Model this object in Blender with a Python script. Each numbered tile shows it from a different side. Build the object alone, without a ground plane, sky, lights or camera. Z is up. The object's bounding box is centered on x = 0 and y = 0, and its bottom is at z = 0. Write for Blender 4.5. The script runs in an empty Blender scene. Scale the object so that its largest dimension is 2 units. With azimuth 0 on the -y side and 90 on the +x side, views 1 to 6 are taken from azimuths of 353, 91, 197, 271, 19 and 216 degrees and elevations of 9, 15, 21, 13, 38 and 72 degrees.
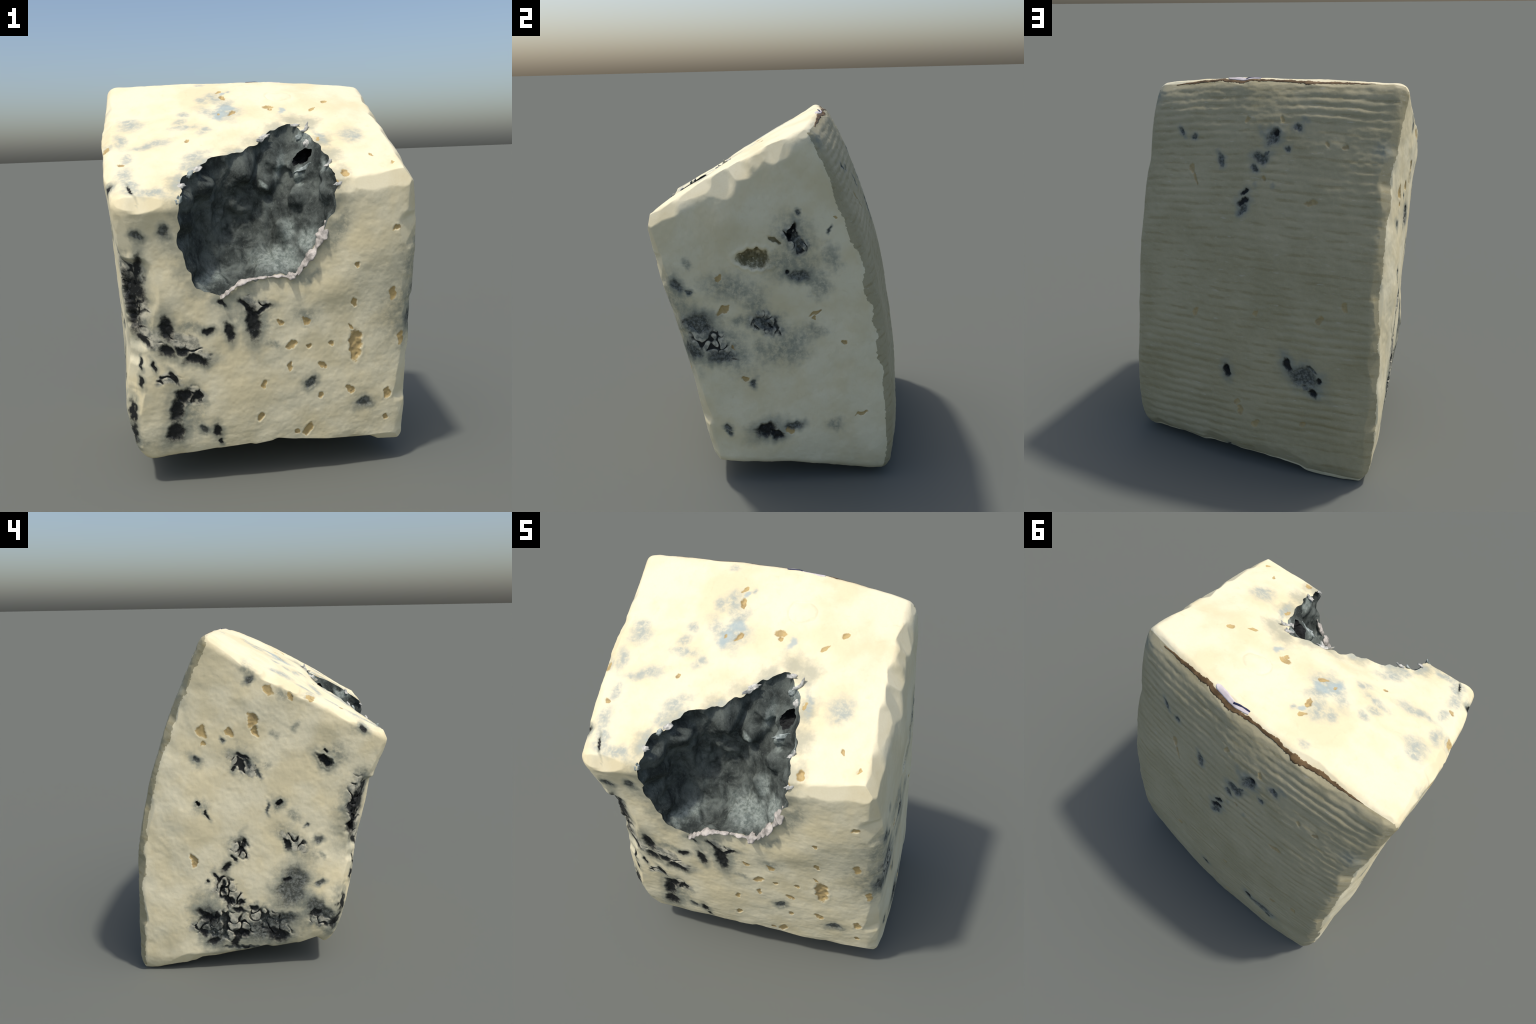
# A block of blue cheese cut from a wheel: cream-coloured paste with black, grey
# and blue mould, amber whey pits, a combed, darker olive rind on the back (+y) and a big
# mould-lined cave torn out of the upper front edge.
import bpy, math
import numpy as np
from mathutils import Matrix, Vector

rng = np.random.default_rng(7)

# ----------------------------------------------------------------------------
# 1. The block: a cage of 3 x 3 x 5 control points (x, y, z), rounded at its rims
# ----------------------------------------------------------------------------
CAGE = {}
def cage_column(i, j, points):
    CAGE[(i, j)] = np.array(points)
cage_column(0, 0, [(-0.57, -0.417, 0.128), (-0.642, -0.507, 0.423), (-0.612, -0.581, 0.787), (-0.629, -0.663, 1.139), (-0.645, -0.743, 1.42)])
cage_column(0, 1, [(-0.663, 0.179, 0.083), (-0.692, 0.051, 0.451), (-0.706, -0.009, 0.891), (-0.714, -0.105, 1.351), (-0.723, -0.228, 1.695)])
cage_column(0, 2, [(-0.67, 0.721, -0.015), (-0.711, 0.707, 0.542), (-0.685, 0.656, 0.983), (-0.687, 0.491, 1.518), (-0.722, 0.262, 1.998)])
cage_column(1, 0, [(0.064, -0.463, 0.191), (0.033, -0.519, 0.399), (0.052, -0.598, 0.808), (0.038, -0.645, 1.136), (0.048, -0.744, 1.437)])
cage_column(1, 1, [(0.02, 0.132, 0.108), (0.018, 0.068, 0.465), (0.018, -0.0, 0.869), (0.004, -0.096, 1.311), (-0.0, -0.264, 1.76)])
cage_column(1, 2, [(-0.019, 0.736, 0.034), (0.007, 0.693, 0.504), (-0.022, 0.638, 0.972), (-0.009, 0.487, 1.513), (0.024, 0.251, 2.018)])
cage_column(2, 0, [(0.714, -0.389, 0.106), (0.708, -0.467, 0.464), (0.711, -0.535, 0.795), (0.705, -0.624, 1.123), (0.661, -0.722, 1.512)])
cage_column(2, 1, [(0.72, 0.057, 0.074), (0.733, 0.044, 0.469), (0.714, -0.017, 0.825), (0.719, -0.115, 1.227), (0.664, -0.294, 1.747)])
cage_column(2, 2, [(0.664, 0.566, 0.017), (0.702, 0.572, 0.458), (0.682, 0.498, 0.951), (0.672, 0.346, 1.478), (0.664, 0.133, 1.954)])
CAGE_GRID = np.array([[CAGE[(i, j)] for j in range(3)] for i in range(3)])
EDGE_ROUND = 0.04
FACES = ("left", "right", "front", "rind", "bottom", "top")     # cube axis*2 + side


def lagrange(count, t):
    knots = np.linspace(0, 1, count)
    out = []
    for i in range(count):
        w = np.ones_like(t)
        for j in range(count):
            if j != i:
                w = w * (t - knots[j]) / (knots[i] - knots[j])
        out.append(w)
    return np.stack(out, -1)


def block_point(q):
    """Block coordinates (0..1 in x, y, z) to metres."""
    return np.einsum("pi,pj,pk,ijkc->pc", lagrange(3, q[:, 0]), lagrange(3, q[:, 1]),
                     lagrange(5, q[:, 2]), CAGE_GRID, optimize=True)


def rounded(q):
    core = np.clip(q, EDGE_ROUND, 1 - EDGE_ROUND)
    d = q - core
    length = np.linalg.norm(d, axis=1, keepdims=True)
    return core + d / np.maximum(length, 1e-9) * EDGE_ROUND * (length > 0)


def face_frame(face, u, v):
    """Point, two tangents and outward normal at (u, v) of one side of the block;
    u and v run along the two block axes that follow the side's own axis."""
    axis, side = divmod(FACES.index(face), 2)
    def at(a, b):
        q = np.empty((1, 3)); q[0, axis] = side; q[0, (axis + 1) % 3] = a; q[0, (axis + 2) % 3] = b
        return block_point(q)[0]
    u2, v2 = min(max(u, 0.02), 0.98), min(max(v, 0.02), 0.98)
    p = at(u2, v2)
    du, dv = at(u2 + 1e-3, v2) - p, at(u2, v2 + 1e-3) - p
    du /= np.linalg.norm(du)
    n = np.cross(du, dv); n /= np.linalg.norm(n)
    if side == 0:
        n = -n
    return at(u, v), du, np.cross(n, du), n


# ----------------------------------------------------------------------------
# 2. Noise and the shared warp (the same sums of sines drive mesh and shader)
# ----------------------------------------------------------------------------
def lattice_hash(i, j, k, seed):
    h = (i * 374761393 + j * 668265263 + k * 2147483647 + seed * 1274126177) & 0xFFFFFFFF
    h = ((h ^ (h >> 13)) * 1274126177) & 0xFFFFFFFF
    return ((h ^ (h >> 16)) & 0xFFFF) / 32767.5 - 1.0


def noise(p, scale, seed=0):
    x = p * scale + 100.0
    c = np.floor(x).astype(np.int64)
    f = x - c
    f = f * f * f * (f * (f * 6 - 15) + 10)
    total = np.zeros(len(p))
    for a in (0, 1):
        wa = f[:, 0] if a else 1 - f[:, 0]
        for b in (0, 1):
            wb = wa * (f[:, 1] if b else 1 - f[:, 1])
            for e in (0, 1):
                w = wb * (f[:, 2] if e else 1 - f[:, 2])
                total += w * lattice_hash(c[:, 0] + a, c[:, 1] + b, c[:, 2] + e, seed)
    return total


def fractal(p, scale, octaves=3, seed=0, gain=0.5):
    return sum(gain ** o * noise(p, scale * 2.03 ** o, seed + o) for o in range(octaves))


WARP = [((1, 2, 0), 53.0, (0.3, 1.9, 4.1), 0.0080), ((2, 0, 1), 131.0, (2.2, 0.7, 5.3), 0.0040),
        ((1, 2, 0), 317.0, (4.4, 3.1, 1.2), 0.0018)]


def face_mask(face):
    """The warp ignores depth below a side, so hollows keep the outline of their marks."""
    mask = [1.0, 1.0, 1.0]
    if face is not None:
        mask[FACES.index(face) // 2] = 0.0
    return tuple(mask)


def warp(p, face=None, crack=False):
    flat = p * np.array(face_mask(face))
    total, previous = np.zeros_like(p), np.zeros_like(p)
    for order, k, shift, amplitude in WARP:
        previous = np.sin(flat[:, order] * k + np.array(shift) + 1.7 * previous)
        total = total + amplitude * previous
        if k == WARP[0][1]:
            slow = np.sin(flat * 15.0 + np.array(shift))
            vein = np.sin(flat[:, CRACK_ORDER] * np.array(CRACK_SCALE) + 2.0 * previous + 3.0 * slow)
            cracks = np.abs(vein @ np.array(CRACK)) + 0.45 * (previous @ np.array(CRACK_FADE))
    return (total, cracks) if crack else total


CRACK, CRACK_FADE, CRACK_ORDER, CRACK_SCALE = (1.0, 0.7, 0.5), (0.6, -0.5, 0.4), (2, 0, 1), (43.0, 29.0, 61.0)


def smooth(a, b, x):
    t = np.clip((x - a) / (b - a), 0, 1)
    return t * t * (3 - 2 * t)


RIDGE_PITCH = 0.047
def ridge_phase(p):
    return (p[:, 2] - 0.45 * p[:, 1]) * (math.tau / RIDGE_PITCH) + 0.8 * np.sin(p[:, 0] * 4.3 + p[:, 2] * 3.0) \
        + 0.4 * np.sin(p[:, 0] * 11.0 + p[:, 2] * 7.0 + 1.0) + 0.25 * np.sin(p[:, 0] * 31.0 + p[:, 2] * 17.0)


# ----------------------------------------------------------------------------
# 3. Marks on the sides: (u, v, half length mm, half width mm, turn degrees, depth mm)
# ----------------------------------------------------------------------------
MARKS = []
def mark(face, kind, rows):
    for u, v, length, width, turn, depth in rows:
        p, e1, e2, n = face_frame(face, u, v)
        a = math.radians(turn)
        x = math.cos(a) * e1 + math.sin(a) * e2
        y = np.cross(n, x)
        near = {face}
        axis, side = divmod(FACES.index(face), 2)
        for t, ax in ((u, (axis + 1) % 3), (v, (axis + 2) % 3)):
            if t < 0.1: near.add(FACES[ax * 2])
            if t > 0.9: near.add(FACES[ax * 2 + 1])
        MARKS.append(dict(face=face, near=near, kind=kind, point=p, axes=np.stack([x, y, n], 1),
                          size=np.array([length, width, max(length, width, 70)]) / 1000, depth=depth / 1000))


mark("front", "black_mould", [
    (0.679, 0.017, 81, 35, -160, 30), (0.584, -0.001, 114, 38, 177, 34), (0.726, 0.039, 85, 19, 165, 10), (0.499, 0.033, 45, 17, -112, 5),
    (0.533, 0.113, 60, 30, -174, 8), (0.461, 0.116, 41, 27, -120, 7), (0.449, 0.164, 40, 19, -125, 6), (0.428, 0.217, 56, 23, -95, 6),
    (0.506, 0.253, 31, 15, -110, 4), (0.498, 0.328, 44, 22, -168, 6), (0.520, 0.414, 81, 33, -178, 10), (0.577, 0.394, 55, 12, -140, 7),
    (0.566, 0.443, 40, 13, -77, 6), (0.412, 0.068, 25, 9, -160, 5), (0.423, 0.026, 30, 7, -172, 5), (0.365, 0.031, 29, 11, -173, 5),
    (0.373, 0.143, 34, 12, -142, 5), (0.305, 0.178, 39, 42, -101, 14), (0.259, 0.152, 73, 30, 171, 12), (0.173, 0.149, 58, 39, -32, 8),
    (0.316, 0.232, 22, 15, -144, 5), (0.173, 0.298, 39, 18, -169, 6), (0.111, 0.302, 18, 9, 179, 4), (0.250, 0.003, 63, 13, -175, 6),
    (0.151, 0.000, 70, 16, 174, 6), (0.599, 0.304, 21, 12, -124, 4),
])
mark("front", "grey_mould", [
    (0.180, 0.252, 22, 20, -79, 4), (0.876, 0.060, 26, 17, -102, 3), (0.892, 0.148, 29, 21, 175, 3), (0.315, 0.628, 29, 28, -162, 8),
    (0.210, 0.835, 39, 28, -95, 6),
])
mark("front", "blue_stain", [
    (0.522, 0.056, 68, 47, -138, 0), (0.535, 0.187, 51, 27, -115, 0), (0.452, 0.489, 39, 20, -93, 0), (0.524, 0.417, 85, 61, -109, 0),
    (0.367, 0.117, 47, 14, -72, 0), (0.280, 0.252, 28, 21, -178, 0), (0.231, 0.184, 125, 73, -180, 0), (0.738, -0.034, 32, 19, 177, 0),
    (0.851, 0.724, 81, 38, -24, 0), (0.666, 0.615, 59, 20, 107, 0), (0.530, 0.596, 50, 41, -110, 0),
])
mark("front", "amber_pit", [
    (0.417, 0.789, 89, 33, -177, 9), (0.574, 0.772, 22, 15, -173, 6), (0.722, 0.780, 17, 12, 173, 5), (0.605, 0.918, 36, 18, -177, 3),
    (0.516, 0.601, 22, 18, -144, 3), (0.517, 0.508, 17, 14, -96, 3), (0.445, 0.550, 27, 23, -81, 4), (0.432, 0.615, 14, 12, -101, 5),
    (0.435, 0.695, 14, 14, -52, 4), (0.376, 0.546, 26, 12, -177, 4), (0.368, 0.669, 23, 17, -113, 4), (0.328, 0.455, 24, 12, -177, 4),
    (0.267, 0.781, 22, 21, -40, 5), (0.266, 0.670, 18, 13, -177, 5), (0.219, 0.454, 18, 23, -94, 7), (0.131, 0.630, 38, 24, 159, 6),
    (0.127, 0.589, 18, 15, -138, 3), (0.220, 0.927, 33, 20, -177, 5), (0.121, 0.924, 19, 13, -177, 5), (0.849, 0.926, 19, 12, -97, 4),
    (0.482, 0.769, 15, 9, -117, 3), (0.428, 0.962, 40, 17, -175, 2),
])
mark("front", "crumble", [
    (0.511, 0.041, 88, 42, -115, 8), (0.474, 0.174, 146, 41, -126, 6), (0.580, 0.419, 71, 34, -111, 6), (0.311, 0.207, 63, 54, -90, 8),
    (0.372, 0.127, 65, 30, -85, 5), (0.688, 0.016, 127, 55, 168, 10),
])
mark("left", "black_mould", [
    (0.259, 0.776, 53, 25, 161, 30), (0.273, 0.812, 11, 9, 153, 10), (0.636, 0.711, 34, 13, 169, 9), (0.663, 0.672, 17, 11, 104, 9),
    (0.780, 0.558, 12, 13, -150, 22), (0.744, 0.533, 24, 8, 116, 6), (0.429, 0.597, 20, 18, -161, 20), (0.056, 0.653, 79, 53, 96, 26),
    (0.048, 0.561, 71, 27, 109, 16), (0.351, 0.468, 48, 14, 139, 9), (0.561, 0.446, 51, 14, 89, 10), (0.626, 0.368, 33, 19, 89, 11),
    (0.591, 0.400, 20, 11, -52, 7), (0.668, 0.333, 28, 10, 107, 6), (0.700, 0.313, 9, 10, -176, 5), (0.636, 0.292, 53, 13, 112, 8),
    (0.594, 0.248, 41, 20, 147, 10), (0.541, 0.250, 24, 15, 155, 8), (0.545, 0.214, 34, 19, 176, 9), (0.474, 0.223, 31, 16, 166, 8),
    (0.684, 0.181, 68, 26, 137, 12), (0.642, 0.185, 30, 13, -113, 6), (0.733, 0.134, 24, 8, 122, 6), (0.688, 0.113, 27, 19, 101, 6),
    (0.630, 0.079, 35, 22, 173, 7), (0.502, 0.121, 51, 31, -174, 11), (0.516, 0.079, 47, 22, 94, 9), (0.333, 0.340, 29, 14, 177, 7),
    (0.158, 0.217, 45, 19, -165, 8), (0.309, 0.099, 75, 38, 146, 9), (0.432, 0.033, 26, 9, 167, 4), (0.133, 0.973, 25, 15, 142, 6),
])
mark("left", "grey_mould", [
    (0.601, 0.692, 39, 15, 131, 5), (0.551, 0.673, 26, 10, 112, 5), (0.476, 0.574, 32, 8, 112, 5), (0.208, 0.491, 24, 20, -175, 3),
    (0.312, 0.319, 124, 76, 75, 8), (0.166, 0.334, 26, 17, -171, 4), (0.319, 0.179, 95, 45, 18, 5), (0.395, 0.146, 45, 33, 163, 5),
    (0.039, 0.150, 44, 25, 112, 4), (0.467, 0.048, 116, 15, 173, 4), (0.722, 0.935, 20, 21, 145, 2), (0.830, 0.677, 21, 15, -167, 4),
    (0.276, 0.541, 12, 10, -172, 4), (0.740, 0.741, 11, 12, -163, 3), (0.383, 0.146, 141, 75, -158, 6), (0.660, 0.143, 131, 65, 110, 5),
    (0.139, 0.226, 102, 44, 140, 4),
])
mark("left", "blue_stain", [
    (0.220, 0.804, 66, 74, 146, 0), (0.632, 0.698, 92, 69, 157, 0), (0.521, 0.701, 24, 22, -166, 0), (0.764, 0.552, 38, 43, 133, 0),
    (0.353, 0.565, 42, 32, 102, 0), (0.428, 0.594, 38, 47, -169, 0), (0.053, 0.775, 43, 45, -160, 0), (0.102, 0.631, 99, 43, 115, 0),
    (0.322, 0.483, 112, 50, 148, 0), (0.180, 0.444, 31, 14, 109, 0), (0.593, 0.447, 45, 56, 96, 0), (0.738, 0.140, 58, 26, 117, 0),
    (0.626, 0.198, 141, 82, 130, 0), (0.433, 0.185, 94, 64, -149, 0), (0.221, 0.259, 112, 57, 98, 0), (0.142, 0.175, 55, 42, -171, 0),
    (0.755, 0.965, 34, 30, 118, 0), (0.556, 0.949, 28, 30, -152, 0), (0.447, 0.850, 30, 19, 117, 0), (0.525, 0.802, 27, 22, -162, 0),
    (0.429, 0.998, 37, 20, -159, 0), (0.144, 0.973, 56, 35, -146, 0), (0.829, 0.675, 49, 31, 136, 0), (0.576, 0.161, 200, 100, 147, 0),
    (0.047, 0.125, 69, 47, 134, 0),
])
mark("left", "amber_pit", [
    (0.847, 0.749, 38, 28, 108, 4), (0.821, 0.723, 13, 16, 126, 3), (0.728, 0.770, 26, 25, 118, 4), (0.639, 0.827, 43, 30, 113, 5),
    (0.621, 0.794, 32, 18, 108, 6), (0.624, 0.934, 31, 26, 118, 3), (0.764, 0.378, 42, 20, 95, 8), (0.519, 0.957, 25, 15, 131, 3),
    (0.421, 0.988, 28, 14, -163, 2),
])
mark("left", "crumble", [
    (0.608, 0.144, 184, 100, 179, 18), (0.609, 0.275, 127, 66, 128, 15), (0.389, 0.163, 162, 79, 147, 15), (0.575, 0.436, 68, 49, 126, 13),
    (0.321, 0.475, 99, 36, 152, 10), (0.061, 0.637, 200, 59, 110, 8), (0.617, 0.686, 106, 35, 160, 6), (0.114, 0.173, 92, 40, 156, 6),
])
mark("right", "black_mould", [
    (0.698, 0.812, 42, 15, -131, 30), (0.621, 0.719, 15, 11, -102, 8), (0.462, 0.572, 13, 8, -54, 6), (0.330, 0.147, 62, 36, 28, 16),
    (0.391, 0.134, 35, 29, 1, 12),
])
mark("right", "grey_mould", [
    (0.723, 0.776, 41, 26, -120, 6), (0.671, 0.695, 56, 27, -29, 6), (0.436, 0.585, 63, 34, -37, 6), (0.106, 0.614, 73, 55, -31, 4),
    (0.040, 0.498, 50, 39, -48, 3), (0.172, 0.469, 67, 34, -2, 3), (0.064, 0.775, 32, 25, -69, 4), (0.118, 0.740, 18, 12, -15, 4),
    (0.483, 0.167, 47, 21, 11, 5), (0.123, 0.159, 19, 17, -8, 6), (0.130, 0.134, 15, 13, -73, 4), (0.305, 0.350, 23, 14, -86, 4),
    (0.769, 0.843, 14, 11, -105, 3), (0.883, 0.763, 14, 7, -123, 3),
])
mark("right", "blue_stain", [
    (0.708, 0.799, 105, 83, -85, 0), (0.671, 0.694, 72, 44, -34, 0), (0.757, 0.650, 69, 54, -114, 0), (0.343, 0.729, 59, 59, -62, 0),
    (0.415, 0.656, 61, 57, -105, 0), (0.434, 0.583, 105, 68, -37, 0), (0.101, 0.602, 116, 92, -42, 0), (0.042, 0.505, 82, 60, -67, 0),
    (0.178, 0.487, 95, 62, 5, 0), (0.152, 0.832, 21, 26, -14, 0), (0.385, 0.497, 59, 37, -98, 0), (0.311, 0.610, 36, 30, 37, 0),
    (0.685, 0.517, 49, 37, -30, 0), (0.700, 0.175, 39, 36, 1, 0), (0.535, 0.464, 98, 69, -9, 0), (0.048, 0.736, 112, 66, -76, 0),
    (0.335, 0.726, 131, 68, -23, 0), (0.232, 0.503, 139, 83, -58, 0), (0.656, 0.734, 137, 80, -27, 0), (0.508, 0.489, 162, 69, 18, 0),
    (0.021, 0.549, 160, 89, -77, 0), (0.848, 0.703, 68, 42, -102, 0),
])
mark("right", "amber_pit", [
    (0.253, 0.664, 53, 15, 21, 9), (0.701, 0.573, 31, 11, 8, 6), (0.689, 0.562, 14, 10, -88, 5), (0.806, 0.461, 17, 12, -11, 8),
    (0.270, 0.365, 24, 14, -12, 7), (0.248, 0.509, 13, 7, -95, 4), (0.848, 0.216, 39, 10, 16, 5), (0.936, 0.779, 10, 7, -6, 3),
    (0.463, 0.150, 30, 18, 30, 5), (0.279, 0.768, 20, 16, -74, 4),
])
mark("right", "dark_hollow", [
    (0.474, 0.791, 85, 53, -24, 60), (0.507, 0.811, 17, 14, -70, 20), (0.606, 0.815, 33, 14, -62, 14),
])
mark("right", "crumble", [
    (0.434, 0.583, 89, 60, -43, 5), (0.704, 0.792, 86, 48, -85, 7), (0.134, 0.543, 170, 70, -46, 4),
])
mark("top", "black_mould", [
    (0.056, 0.079, 34, 5, -67, 4),
])
mark("top", "blue_stain", [
    (0.392, 0.601, 105, 38, -42, 0), (0.420, 0.686, 52, 33, -116, 0), (0.171, 0.416, 64, 31, 13, 0), (0.418, 0.618, 80, 61, 7, 0),
    (0.381, 0.756, 66, 41, -71, 0), (0.339, 0.744, 40, 25, -71, 0), (0.441, 0.825, 13, 16, 27, 0), (0.099, 0.582, 54, 52, -71, 0),
    (0.101, 0.622, 17, 17, -38, 0), (0.259, 0.566, 29, 30, -49, 0), (0.273, 0.627, 28, 25, 14, 0), (0.147, 0.397, 85, 23, 14, 0),
    (0.109, 0.384, 26, 19, 5, 0), (0.834, 0.354, 49, 49, 41, 0), (0.064, 0.116, 46, 32, -68, 0), (0.136, 0.066, 34, 27, -70, 0),
    (0.255, 0.222, 38, 38, 70, 0), (0.333, 0.942, 24, 18, -9, 0), (0.050, 0.181, 65, 34, -85, 0), (0.063, 0.454, 61, 28, -79, 0),
    (0.097, 0.061, 97, 26, -7, 0), (0.287, 0.291, 65, 35, 39, 0), (0.070, 0.311, 41, 23, 97, 0), (0.338, 0.478, 33, 25, -135, 0),
    (0.843, 0.326, 49, 32, -135, 0), (0.089, 0.636, 48, 23, 168, 0), (0.269, 0.515, 64, 24, -3, 0), (0.222, 0.121, 47, 43, 80, 0),
    (0.318, 0.229, 53, 37, 45, 0), (0.431, 0.309, 45, 25, 31, 0), (0.548, 0.404, 56, 21, 34, 0), (0.730, 0.365, 68, 15, -76, 0),
])
mark("top", "blue_mould", [
    (0.398, 0.589, 54, 33, -97, 0), (0.427, 0.643, 45, 29, 13, 0), (0.420, 0.806, 26, 14, 73, 0), (0.626, 0.610, 40, 18, -98, 0),
])
mark("top", "amber_pit", [
    (0.415, 0.763, 31, 14, -84, 8), (0.444, 0.603, 30, 12, 56, 8), (0.396, 0.600, 12, 7, 89, 4), (0.578, 0.645, 30, 19, -5, 6),
    (0.582, 0.623, 13, 12, -62, 6), (0.794, 0.689, 23, 12, 48, 6), (0.736, 0.607, 20, 11, 53, 3), (0.050, 0.262, 21, 11, -60, 4),
    (0.271, 0.408, 15, 9, 47, 4), (0.872, 0.173, 13, 8, -66, 5), (0.749, 0.059, 25, 17, -74, 7), (0.938, 0.096, 12, 8, -89, 4),
    (0.714, 0.346, 22, 9, -75, 4), (0.708, 0.022, 18, 13, -82, 4), (0.407, 0.828, 19, 12, 62, 3),
])
mark("rind", "black_mould", [
    (0.860, 0.423, 15, 12, -120, 8), (0.732, 0.536, 14, 18, -178, 9), (0.711, 0.542, 27, 19, -84, 9), (0.280, 0.569, 18, 17, -88, 14),
    (0.272, 0.569, 36, 20, -180, 10), (0.319, 0.331, 34, 21, -162, 9), (0.276, 0.206, 18, 13, -177, 8), (0.238, 0.229, 21, 23, -146, 9),
    (0.019, 0.579, 19, 13, -96, 7),
])
mark("rind", "grey_mould", [
    (0.853, 0.434, 37, 33, 153, 9), (0.803, 0.478, 40, 23, -84, 8), (0.814, 0.458, 11, 11, -89, 5), (0.782, 0.502, 19, 19, -177, 5),
    (0.693, 0.542, 27, 17, -63, 5), (0.825, 0.377, 15, 14, -98, 6), (0.873, 0.344, 24, 18, -136, 6), (0.859, 0.827, 18, 14, -124, 5),
    (0.848, 0.768, 16, 14, -126, 5), (0.794, 0.646, 32, 17, -165, 7), (0.289, 0.268, 73, 51, -105, 7), (0.314, 0.241, 27, 11, -106, 6),
    (0.252, 0.256, 17, 15, -115, 5),
])
mark("rind", "blue_stain", [
    (0.859, 0.469, 35, 23, -84, 0), (0.693, 0.542, 34, 27, 179, 0), (0.890, 0.318, 23, 22, -91, 0), (0.846, 0.813, 19, 14, -165, 0),
    (0.748, 0.428, 12, 12, -178, 0), (0.746, 0.499, 17, 13, -178, 0), (0.289, 0.268, 145, 34, -130, 0), (0.828, 0.042, 52, 47, -165, 0),
    (0.956, 0.977, 44, 36, -156, 0),
])
mark("rind", "amber_pit", [
    (0.888, 0.538, 18, 13, -166, 6), (0.775, 0.775, 29, 15, -168, 8), (0.753, 0.757, 31, 9, -147, 7), (0.762, 0.465, 14, 11, -165, 7),
    (0.717, 0.279, 37, 16, -99, 6), (0.429, 0.723, 23, 17, 168, 6), (0.451, 0.472, 16, 15, -110, 5), (0.495, 0.129, 29, 15, -172, 5),
    (0.454, 0.221, 29, 15, 151, 6), (0.175, 0.518, 20, 16, -143, 5), (0.147, 0.505, 33, 17, -177, 6), (0.110, 0.447, 23, 21, -147, 6),
    (0.132, 0.261, 17, 15, -95, 5), (0.834, 0.170, 18, 11, -99, 4), (0.839, 0.232, 14, 10, -116, 4), (0.890, 0.401, 20, 10, -168, 4),
])


def mark_distance(m, warped):
    centre = m["point"] + warp(m["point"][None], m["face"])[0]
    return np.linalg.norm(((warped - centre) @ m["axes"]) / m["size"], axis=1)

# ----------------------------------------------------------------------------
# 4. Body mesh
# ----------------------------------------------------------------------------
CRACK_EDGE = (0.18, 0.42)
STEPS = (320, 260, 340)


def build_body():
    keys, quads, tags, offset = [], [], [], 0
    for f in range(6):
        axis, side = divmod(f, 2)
        a, b = (axis + 1) % 3, (axis + 2) % 3
        na, nb = STEPS[a] + 1, STEPS[b] + 1
        i, j = np.meshgrid(np.arange(na), np.arange(nb), indexing="ij")
        g = np.zeros((na * nb, 3), np.int64)
        g[:, axis] = side * STEPS[axis]; g[:, a] = i.ravel(); g[:, b] = j.ravel()
        keys.append(g)
        n = np.arange(na * nb).reshape(na, nb) + offset
        q = np.stack([n[:-1, :-1], n[1:, :-1], n[1:, 1:], n[:-1, 1:]], -1).reshape(-1, 4)
        quads.append(q if side else q[:, ::-1])
        tags.append(np.full(len(q), f))
        offset += na * nb
    keys, quads, tags = np.concatenate(keys), np.concatenate(quads), np.concatenate(tags)
    code = keys[:, 0] * 1000000 + keys[:, 1] * 1000 + keys[:, 2]
    _, first, inverse = np.unique(code, return_index=True, return_inverse=True)
    q = keys[first] / np.array(STEPS)
    return q, inverse.ravel()[quads], tags


def vertex_normals(p, quads):
    n = np.cross(p[quads[:, 2]] - p[quads[:, 0]], p[quads[:, 3]] - p[quads[:, 1]])
    out = np.zeros_like(p)
    for k in range(4):
        for c in range(3):
            out[:, c] += np.bincount(quads[:, k], n[:, c], len(p))
    return out / np.maximum(np.linalg.norm(out, axis=1, keepdims=True), 1e-12)


q, quads, tags = build_body()
base = block_point(rounded(q))
normal = vertex_normals(base, quads)
vert_face = np.zeros((len(q), 6))
for f in range(6):
    vert_face[np.unique(quads[tags == f]), f] = 1

# how close to a rim of the block (0 in the middle of a side, 1 on a rim)
inner = np.sort(np.minimum(q, 1 - q), axis=1)[:, 1]
rim = smooth(0.10, 0.0, inner)

on_rind = vert_face[:, 3]
height = fractal(base, 5.0, 2, 11) * 0.0050 + fractal(base, 17.0, 2, 21) * 0.0010 + fractal(base, 60.0, 2, 31) * 0.0005
height += rim * (fractal(base, 7.0, 2, 41) * 0.005 - 0.002)
# drag marks of the wire on the cut sides
drag = base @ np.array([[1, 0, 0], [0, 0.6, 0.8], [0, -0.8, 0.6]])
height += (1 - on_rind) * noise(drag * np.array([1.0, 4.0, 1.0]), 13.0, 61) * 0.0003
# combed ridges of the rind
ridge = 0.5 + 0.5 * np.sin(ridge_phase(base))
patchy = np.clip(0.55 + 1.1 * noise(base * np.array([0.7, 1, 1.6]), 4.0, 71) - 0.55 * np.exp(-((base[:, 2] - 0.98) / 0.10) ** 2), 0.08, 1.2)
height += on_rind * (ridge ** 0.7 - 0.55) * 0.0044 * patchy * (1 - 0.8 * rim)
height += on_rind * noise(base * np.array([1.0, 2.0, 3.0]), 30.0, 81) * 0.0012

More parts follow.
